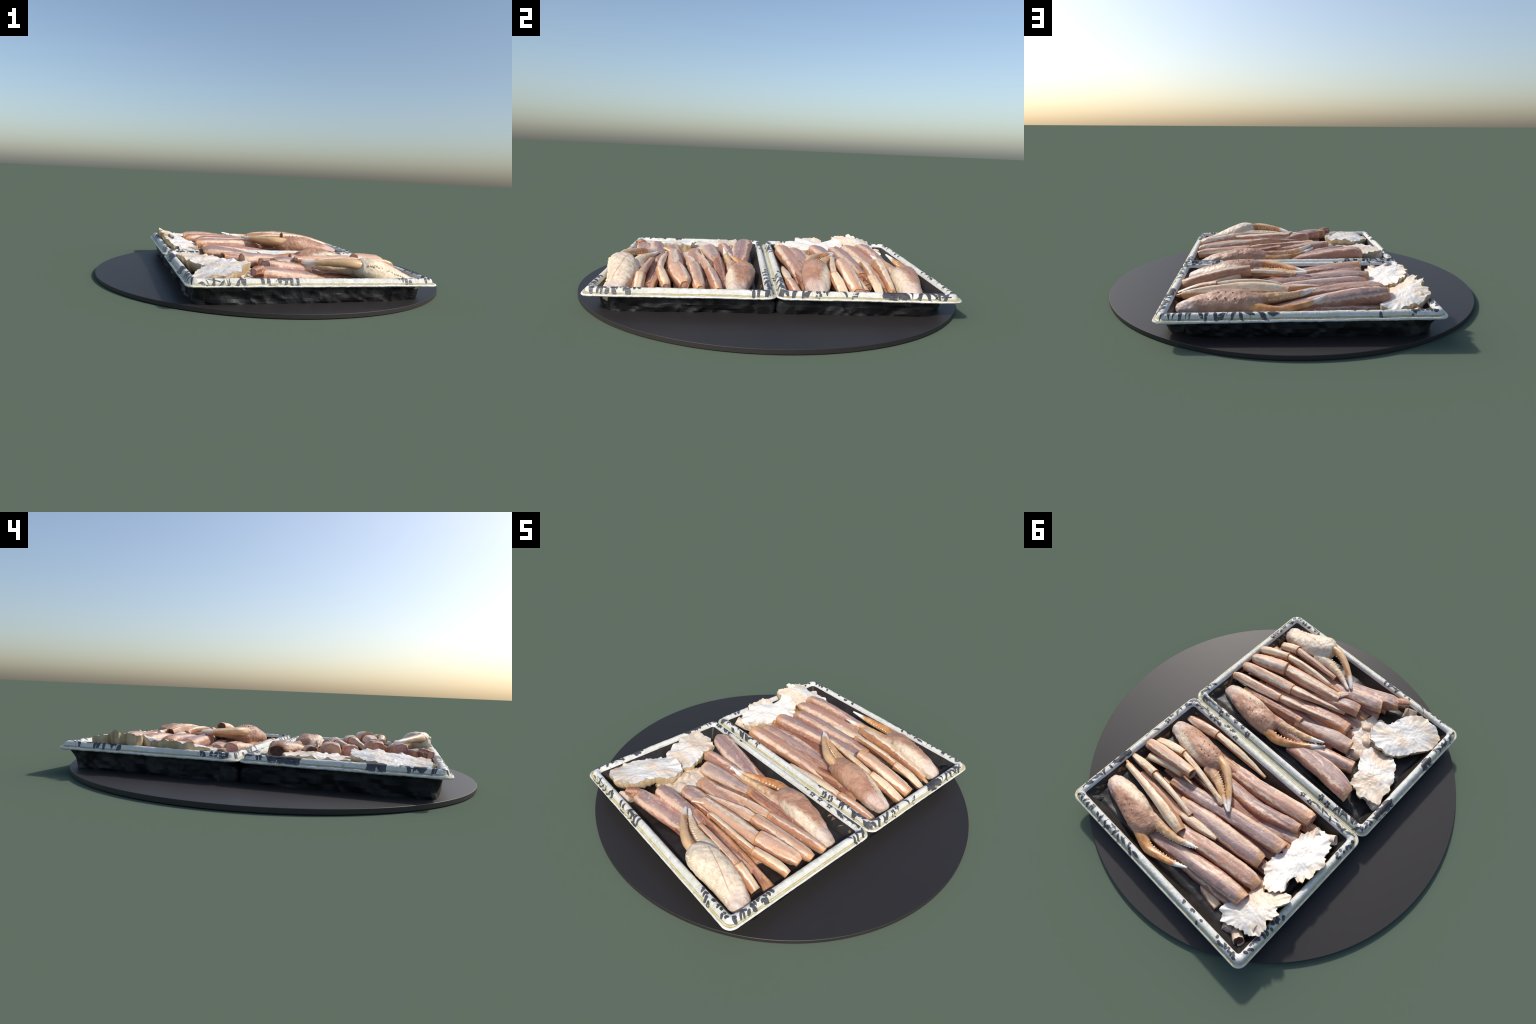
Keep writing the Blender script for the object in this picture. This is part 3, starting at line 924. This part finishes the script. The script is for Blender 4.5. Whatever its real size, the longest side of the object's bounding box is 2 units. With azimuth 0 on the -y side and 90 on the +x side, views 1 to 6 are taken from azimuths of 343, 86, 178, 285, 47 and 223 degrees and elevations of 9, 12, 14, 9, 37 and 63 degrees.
leg("thin pale bent crab leg",
    foot([(0.562, -0.490, 0.148, 0.034, 0.04), (0.51, -0.506, 0.172, 0.042, 0.046), (0.395, -0.540, 0.186, 0.040, 0.042)]),
    foot([(0.400, -0.540, 0.180, 0.032, 0.034), (0.3, -0.550, 0.189, 0.032, 0.034), (0.2, -0.553, 0.191, 0.030, 0.032), (0.11, -0.553, 0.186, 0.024, 0.028), (0.088, -0.553, 0.181, 0.030, 0.03)]))
leg("thin orange crab leg in shadow",
    foot([(0.515, -0.628, 0.105, 0.046, 0.05), (0.45, -0.632, 0.140, 0.052, 0.052), (0.395, -0.632, 0.163, 0.05, 0.05)]),
    foot([(0.402, -0.632, 0.156, 0.040, 0.042), (0.28, -0.626, 0.166, 0.032, 0.036), (0.14, -0.622, 0.167, 0.024, 0.028), (0.108, -0.622, 0.163, 0.030, 0.03)], SHANK))
leg("thin dark reddish crab leg",
    foot([(0.545, -0.575, 0.092, 0.056, 0.05), (0.50, -0.568, 0.104, 0.044, 0.044), (0.40, -0.565, 0.122, 0.030, 0.034), (0.2, -0.560, 0.140, 0.034, 0.036), (0.0, -0.580, 0.158, 0.032, 0.034)], SHANK_DARK, meat=MEAT_PINK))

# ---- tray on the +y side: legs
leg("slender two-part crab leg beside rim",
    shank([(0.552, 0.112, 0.088, 0.036, 0.038), (0.50, 0.106, 0.104, 0.05, 0.046), (0.42, 0.098, 0.122, 0.054, 0.05), (0.335, 0.088, 0.130, 0.046, 0.046)]),
    foot([(0.345, 0.088, 0.122, 0.036, 0.036), (0.2, 0.084, 0.126, 0.040, 0.038), (0.08, 0.083, 0.115, 0.030, 0.03), (-0.03, 0.086, 0.101, 0.014, 0.018)], SHANK_PALE))
leg("thick pink-brown crab leg",
    merus([(-0.378, 0.106, 0.172, 0.078, 0.08), (-0.31, 0.115, 0.172, 0.094, 0.088), (-0.05, 0.158, 0.146, 0.094, 0.084), (0.13, 0.168, 0.116, 0.08, 0.07), (0.25, 0.165, 0.090, 0.06, 0.05)], MERUS_TAN, meat=MEAT_PINK))
leg("thick mauve crab leg with groove",
    merus([(-0.362, 0.180, 0.160, 0.056, 0.056), (-0.28, 0.205, 0.158, 0.070, 0.064), (-0.13, 0.243, 0.146, 0.080, 0.068), (0.04, 0.254, 0.124, 0.07, 0.06), (0.15, 0.252, 0.100, 0.06, 0.05)], groove=0.12))
leg("flat pale crab leg underneath",
    merus([(-0.392, 0.228, 0.128, 0.072, 0.05), (-0.3, 0.252, 0.124, 0.076, 0.055), (-0.18, 0.288, 0.116, 0.074, 0.055), (0.02, 0.318, 0.100, 0.06, 0.05)], pale=0.3))
leg("long mauve crab leg with cream ridge",
    merus([(-0.378, 0.318, 0.176, 0.076, 0.074), (-0.31, 0.326, 0.181, 0.086, 0.078), (-0.1, 0.362, 0.173, 0.086, 0.076), (0.1, 0.402, 0.162, 0.086, 0.07), (0.295, 0.442, 0.145, 0.056, 0.055)], meat=MEAT_PINK))
leg("thick grey-mauve crab leg",
    merus([(-0.345, 0.436, 0.170, 0.076, 0.074), (-0.29, 0.438, 0.183, 0.094, 0.084), (-0.13, 0.456, 0.176, 0.100, 0.082), (0.05, 0.476, 0.160, 0.094, 0.075), (0.18, 0.49, 0.138, 0.07, 0.06)]))
leg("thick orange-tan speckled crab leg",
    merus([(-0.408, 0.534, 0.160, 0.060, 0.058), (-0.365, 0.530, 0.185, 0.084, 0.08), (-0.2, 0.551, 0.181, 0.088, 0.08), (0.04, 0.590, 0.156, 0.084, 0.07), (0.2, 0.61, 0.120, 0.07, 0.06)], MERUS_TAN))
leg("thick mauve crab leg with red cut end",
    merus([(-0.412, 0.622, 0.182, 0.080, 0.084), (-0.34, 0.627, 0.192, 0.090, 0.09), (-0.2, 0.644, 0.178, 0.092, 0.09), (0.08, 0.686, 0.130, 0.082, 0.075), (0.2, 0.705, 0.110, 0.07, 0.06)], meat=MEAT_PINK))
leg("short hollow raised crab leg piece",
    shank([(0.222, 0.361, 0.212, 0.050, 0.052), (0.32, 0.366, 0.204, 0.060, 0.056), (0.43, 0.373, 0.182, 0.064, 0.058), (0.552, 0.382, 0.144, 0.058, 0.052)], ends=('hollow', 'cut')))
leg("thin bony crab leg with joint",
    shank([(0.548, 0.330, 0.103, 0.044, 0.045), (0.45, 0.315, 0.150, 0.052, 0.05), (0.355, 0.302, 0.174, 0.042, 0.042)], SHANK_PALE),
    foot([(0.362, 0.303, 0.166, 0.032, 0.032), (0.2, 0.325, 0.178, 0.030, 0.031), (0.05, 0.352, 0.177, 0.025, 0.028), (0.015, 0.359, 0.173, 0.034, 0.034), (-0.003, 0.362, 0.168, 0.028, 0.03)], meat=MEAT_PINK))
leg("thin pale crab leg branch",
    foot([(0.27, 0.392, 0.176, 0.030, 0.034), (0.36, 0.405, 0.158, 0.034, 0.036), (0.50, 0.43, 0.122, 0.040, 0.036)], SHANK_PALE))
leg("thin pale jointed crab leg",
    foot([(0.562, 0.486, 0.116, 0.032, 0.034), (0.47, 0.488, 0.152, 0.040, 0.04), (0.38, 0.486, 0.167, 0.044, 0.044)]),
    foot([(0.388, 0.487, 0.160, 0.032, 0.032), (0.3, 0.490, 0.175, 0.030, 0.032), (0.2, 0.499, 0.181, 0.027, 0.031), (0.11, 0.508, 0.171, 0.024, 0.027), (0.075, 0.512, 0.164, 0.032, 0.032)]))
leg("tapered cream and brown crab leg",
    ("claw_tip", [(0.572, 0.534, 0.115, 0.008, 0.008), (0.555, 0.537, 0.122, 0.016, 0.016), (0.53, 0.543, 0.130, 0.022, 0.024)], FINGER, dict(ends=('round', 'round'), rough=0.001)),
    foot([(0.533, 0.545, 0.136, 0.032, 0.036), (0.4, 0.556, 0.166, 0.038, 0.042), (0.24, 0.573, 0.188, 0.050, 0.054), (0.12, 0.588, 0.186, 0.060, 0.06), (0.045, 0.602, 0.172, 0.050, 0.052)], SHANK_PALE, ends=('cut', 'hollow')))
leg("brown crab leg with pointed flat end",
    shank([(0.45, 0.530, 0.118, 0.04, 0.04), (0.3, 0.535, 0.140, 0.042, 0.042), (0.11, 0.540, 0.152, 0.038, 0.038)]),
    foot([(0.118, 0.538, 0.150, 0.034, 0.03), (0.05, 0.529, 0.159, 0.044, 0.034), (-0.03, 0.518, 0.158, 0.040, 0.03), (-0.108, 0.507, 0.151, 0.016, 0.02)], SHANK_PALE))
# a lower layer of legs, seen through the gaps
rnd = random.Random(91)
for y_lo, y_hi, x_lo, x_hi in ((-0.70, -0.17, -0.20, 0.50), (0.12, 0.72, -0.42, 0.46)):
    count = 8
    for k in range(count):
        y = y_lo + (y_hi - y_lo) * (k + 0.5) / count
        a, b = x_lo + rnd.uniform(-0.03, 0.03), x_hi - 0.09 + rnd.uniform(-0.03, 0.03)
        zt = rnd.uniform(0.124, 0.138) if y < 0 else rnd.uniform(0.112, 0.126)
        leg("reddish crab leg in the lower layer",
            merus([(a, y - 0.03, zt - 0.004, 0.066, 0.05), (a * 0.6 + b * 0.4, y, zt + 0.004, 0.078, 0.06), (b, y + 0.02, zt - 0.008, 0.060, 0.046)],
                  (SHANK_DARK, MERUS, SHANK_DARK, MERUS_TAN)[k % 4]))

leg("short pale crab leg stump",
    foot([(-0.340, 0.722, 0.094, 0.040, 0.044), (-0.29, 0.715, 0.086, 0.046, 0.046), (-0.2, 0.70, 0.075, 0.044, 0.04)], SHANK_PALE, meat=MEAT_PALE))

# ---- claws: two per tray
claw("large cream crab claw lying belly up",
     [(0.562, -0.727, 0.112, 0.088, 0.072), (0.53, -0.727, 0.130, 0.112, 0.09), (0.46, -0.714, 0.162, 0.138, 0.11), (0.37, -0.716, 0.200, 0.154, 0.122), (0.29, -0.735, 0.226, 0.150, 0.120), (0.240, -0.742, 0.224, 0.11, 0.10)],
     [(0.28, -0.675, 0.182, 0.09, 0.08), (0.19, -0.672, 0.184, 0.056, 0.05), (0.12, -0.660, 0.183, 0.042, 0.04), (0.05, -0.634, 0.181, 0.030, 0.03), (-0.007, -0.603, 0.180, 0.009, 0.011)],
     [(0.29, -0.745, 0.206, 0.060, 0.06), (0.19, -0.746, 0.219, 0.050, 0.048), (0.12, -0.718, 0.216, 0.040, 0.04), (0.05, -0.674, 0.206, 0.032, 0.032), (0.0, -0.634, 0.195, 0.022, 0.022), (-0.018, -0.615, 0.187, 0.008, 0.010)],
     True, 0.06, [(64, 24)])
claw("large brown crab claw with toothed fingers",
     [(0.52, -0.185, 0.105, 0.084, 0.07), (0.48, -0.180, 0.122, 0.105, 0.085), (0.40, -0.170, 0.152, 0.130, 0.105), (0.31, -0.160, 0.177, 0.150, 0.128), (0.22, -0.148, 0.180, 0.146, 0.128), (0.155, -0.143, 0.163, 0.115, 0.105)],
     [(0.18, -0.175, 0.155, 0.08, 0.08), (0.11, -0.198, 0.153, 0.052, 0.055), (0.02, -0.215, 0.153, 0.040, 0.042), (-0.07, -0.235, 0.166, 0.030, 0.032), (-0.143, -0.253, 0.186, 0.008, 0.010)],
     [(0.21, -0.125, 0.152, 0.06, 0.06), (0.09, -0.112, 0.145, 0.056, 0.055), (0.0, -0.148, 0.142, 0.046, 0.046), (-0.08, -0.198, 0.149, 0.034, 0.036), (-0.151, -0.248, 0.164, 0.008, 0.010)],
     False, 0.70, [(-18, 11), (18, 10)])
claw("large brown crab claw with orange fingers",
     [(0.535, 0.205, 0.132, 0.080, 0.07), (0.50, 0.205, 0.150, 0.105, 0.086), (0.42, 0.210, 0.178, 0.136, 0.112), (0.32, 0.220, 0.204, 0.150, 0.128), (0.23, 0.222, 0.211, 0.136, 0.122), (0.175, 0.225, 0.196, 0.100, 0.095)],
     [(0.20, 0.268, 0.178, 0.07, 0.065), (0.13, 0.285, 0.180, 0.050, 0.046), (0.07, 0.309, 0.182, 0.040, 0.036), (0.0, 0.345, 0.183, 0.026, 0.026), (-0.058, 0.377, 0.186, 0.010, 0.011)],
     [(0.225, 0.205, 0.196, 0.058, 0.055), (0.13, 0.216, 0.202, 0.052, 0.05), (0.06, 0.260, 0.199, 0.042, 0.04), (-0.006, 0.320, 0.196, 0.030, 0.03), (-0.062, 0.372, 0.189, 0.010, 0.011)],
     False, -0.70, [(-12, 11), (25, 9)], MEAT_SALMON)
claw("large brown crab claw with curved open fingers",
     [(0.535, 0.655, 0.118, 0.080, 0.07), (0.50, 0.655, 0.138, 0.110, 0.09), (0.42, 0.660, 0.165, 0.136, 0.115), (0.34, 0.672, 0.186, 0.150, 0.13), (0.25, 0.692, 0.188, 0.150, 0.13), (0.185, 0.708, 0.172, 0.125, 0.105)],
     [(0.22, 0.662, 0.170, 0.075, 0.07), (0.12, 0.652, 0.167, 0.052, 0.048), (0.04, 0.643, 0.169, 0.038, 0.036), (-0.03, 0.622, 0.171, 0.028, 0.028), (-0.088, 0.602, 0.176, 0.008, 0.010)],
     [(0.235, 0.728, 0.158, 0.062, 0.06), (0.12, 0.765, 0.145, 0.056, 0.055), (0.05, 0.758, 0.147, 0.044, 0.042), (-0.04, 0.736, 0.159, 0.031, 0.031), (-0.121, 0.704, 0.175, 0.008, 0.010)],
     False, 0.66, [(-10, 10), (-40, 8)])

# ---- body halves
S1 = body_half("white cleaned crab body half, jagged edge",
     [(-0.28, -0.475, 0.170), (-0.262, -0.555, 0.178), (-0.31, -0.588, 0.168), (-0.335, -0.66, 0.160), (-0.385, -0.745, 0.158), (-0.476, -0.768, 0.145), (-0.56, -0.735, 0.128),
      (-0.562, -0.645, 0.138), (-0.518, -0.555, 0.148), (-0.478, -0.495, 0.155), (-0.43, -0.448, 0.162), (-0.35, -0.436, 0.178)], (-0.42, -0.60, 0.150), 0.07, 22, 2.3, fold_dir=(0.6, 0.8), sink=0.008, crinkle=0.010)
S2 = body_half("white cleaned crab body half, ridged",
     [(-0.325, -0.335, 0.150), (-0.318, -0.405, 0.140), (-0.42, -0.47, 0.125), (-0.49, -0.425, 0.150), (-0.53, -0.358, 0.155), (-0.558, -0.27, 0.158),
      (-0.562, -0.185, 0.160), (-0.50, -0.168, 0.150), (-0.405, -0.172, 0.150), (-0.375, -0.205, 0.155), (-0.37, -0.26, 0.155)], (-0.45, -0.29, 0.150), 0.07, 26, 7.9, fold_dir=(0.95, -0.3), sink=0.010, crinkle=0.011)
S3 = body_half("white cleaned crab body half, lobed edge",
     [(-0.36, 0.430, 0.130), (-0.385, 0.32, 0.135), (-0.392, 0.225, 0.140), (-0.42, 0.128, 0.145), (-0.495, 0.110, 0.150), (-0.548, 0.170, 0.168),
      (-0.578, 0.27, 0.182), (-0.562, 0.375, 0.186), (-0.50, 0.402, 0.160), (-0.53, 0.468, 0.190), (-0.47, 0.515, 0.180), (-0.40, 0.475, 0.150)], (-0.47, 0.30, 0.155), 0.075, 24, 12.4, fold_dir=(0.9, -0.4), sink=0.010, crinkle=0.018)
S4 = body_half("white cleaned crab body half, lobed edge",
     [(-0.40, 0.605, 0.130), (-0.405, 0.535, 0.130), (-0.47, 0.500, 0.145), (-0.53, 0.470, 0.175), (-0.575, 0.480, 0.195), (-0.572, 0.525, 0.200), (-0.552, 0.543, 0.190),
      (-0.582, 0.575, 0.212), (-0.578, 0.63, 0.195), (-0.584, 0.665, 0.185), (-0.566, 0.708, 0.160), (-0.49, 0.732, 0.135), (-0.405, 0.745, 0.115), (-0.365, 0.69, 0.115)], (-0.485, 0.62, 0.158), 0.08, 24, 21.7, fold_dir=(0.97, 0.2), sink=0.004, crinkle=0.020)
S5 = body_half("lumpy white crab shoulder meat between legs",
     [(-0.15, -0.482, 0.125), (-0.155, -0.56, 0.130), (-0.27, -0.615, 0.125), (-0.36, -0.56, 0.12), (-0.34, -0.42, 0.12), (-0.32, -0.345, 0.125), (-0.265, -0.30, 0.12), (-0.205, -0.41, 0.12)],
     (-0.25, -0.47, 0.125), 0.07, 30, 31.1, dome=0.01, crinkle=0.02, sink=0.018)
socket(S3, (-0.475, 0.135, 0.100), (-0.532, 0.100, 0.128), 0.028, 0.026)
socket(S3, (-0.43, 0.165, 0.095), (-0.450, 0.118, 0.120), 0.032, 0.026, plug='cut')
socket(S4, (-0.520, 0.662, 0.090), (-0.566, 0.669, 0.158), 0.034, 0.028, plug='cut')
socket(S4, (-0.480, 0.735, 0.058), (-0.528, 0.762, 0.104), 0.030, 0.027)
socket(S4, (-0.43, 0.735, 0.06), (-0.450, 0.765, 0.085), 0.030, 0.024, plug='cut')
socket(S2, (-0.52, -0.20, 0.10), (-0.568, -0.170, 0.125), 0.026, 0.022, plug='cut')
socket(S1, (-0.50, -0.70, 0.09), (-0.560, -0.715, 0.10), 0.026, 0.024)
socket(S1, (-0.35, -0.74, 0.080), (-0.335, -0.785, 0.108), 0.038, 0.036, plug='cut')
socket(S5, (-0.27, -0.47, 0.085), (-0.290, -0.43, 0.112), 0.032, 0.026, plug='round')
socket(S5, (-0.29, -0.35, 0.085), (-0.262, -0.335, 0.112), 0.030, 0.024, plug='cut')
socket(S5, (-0.21, -0.53, 0.085), (-0.235, -0.50, 0.112), 0.034, 0.026, plug='round')
socket(S5, (-0.30, -0.55, 0.085), (-0.270, -0.56, 0.110), 0.032, 0.024, plug='round')
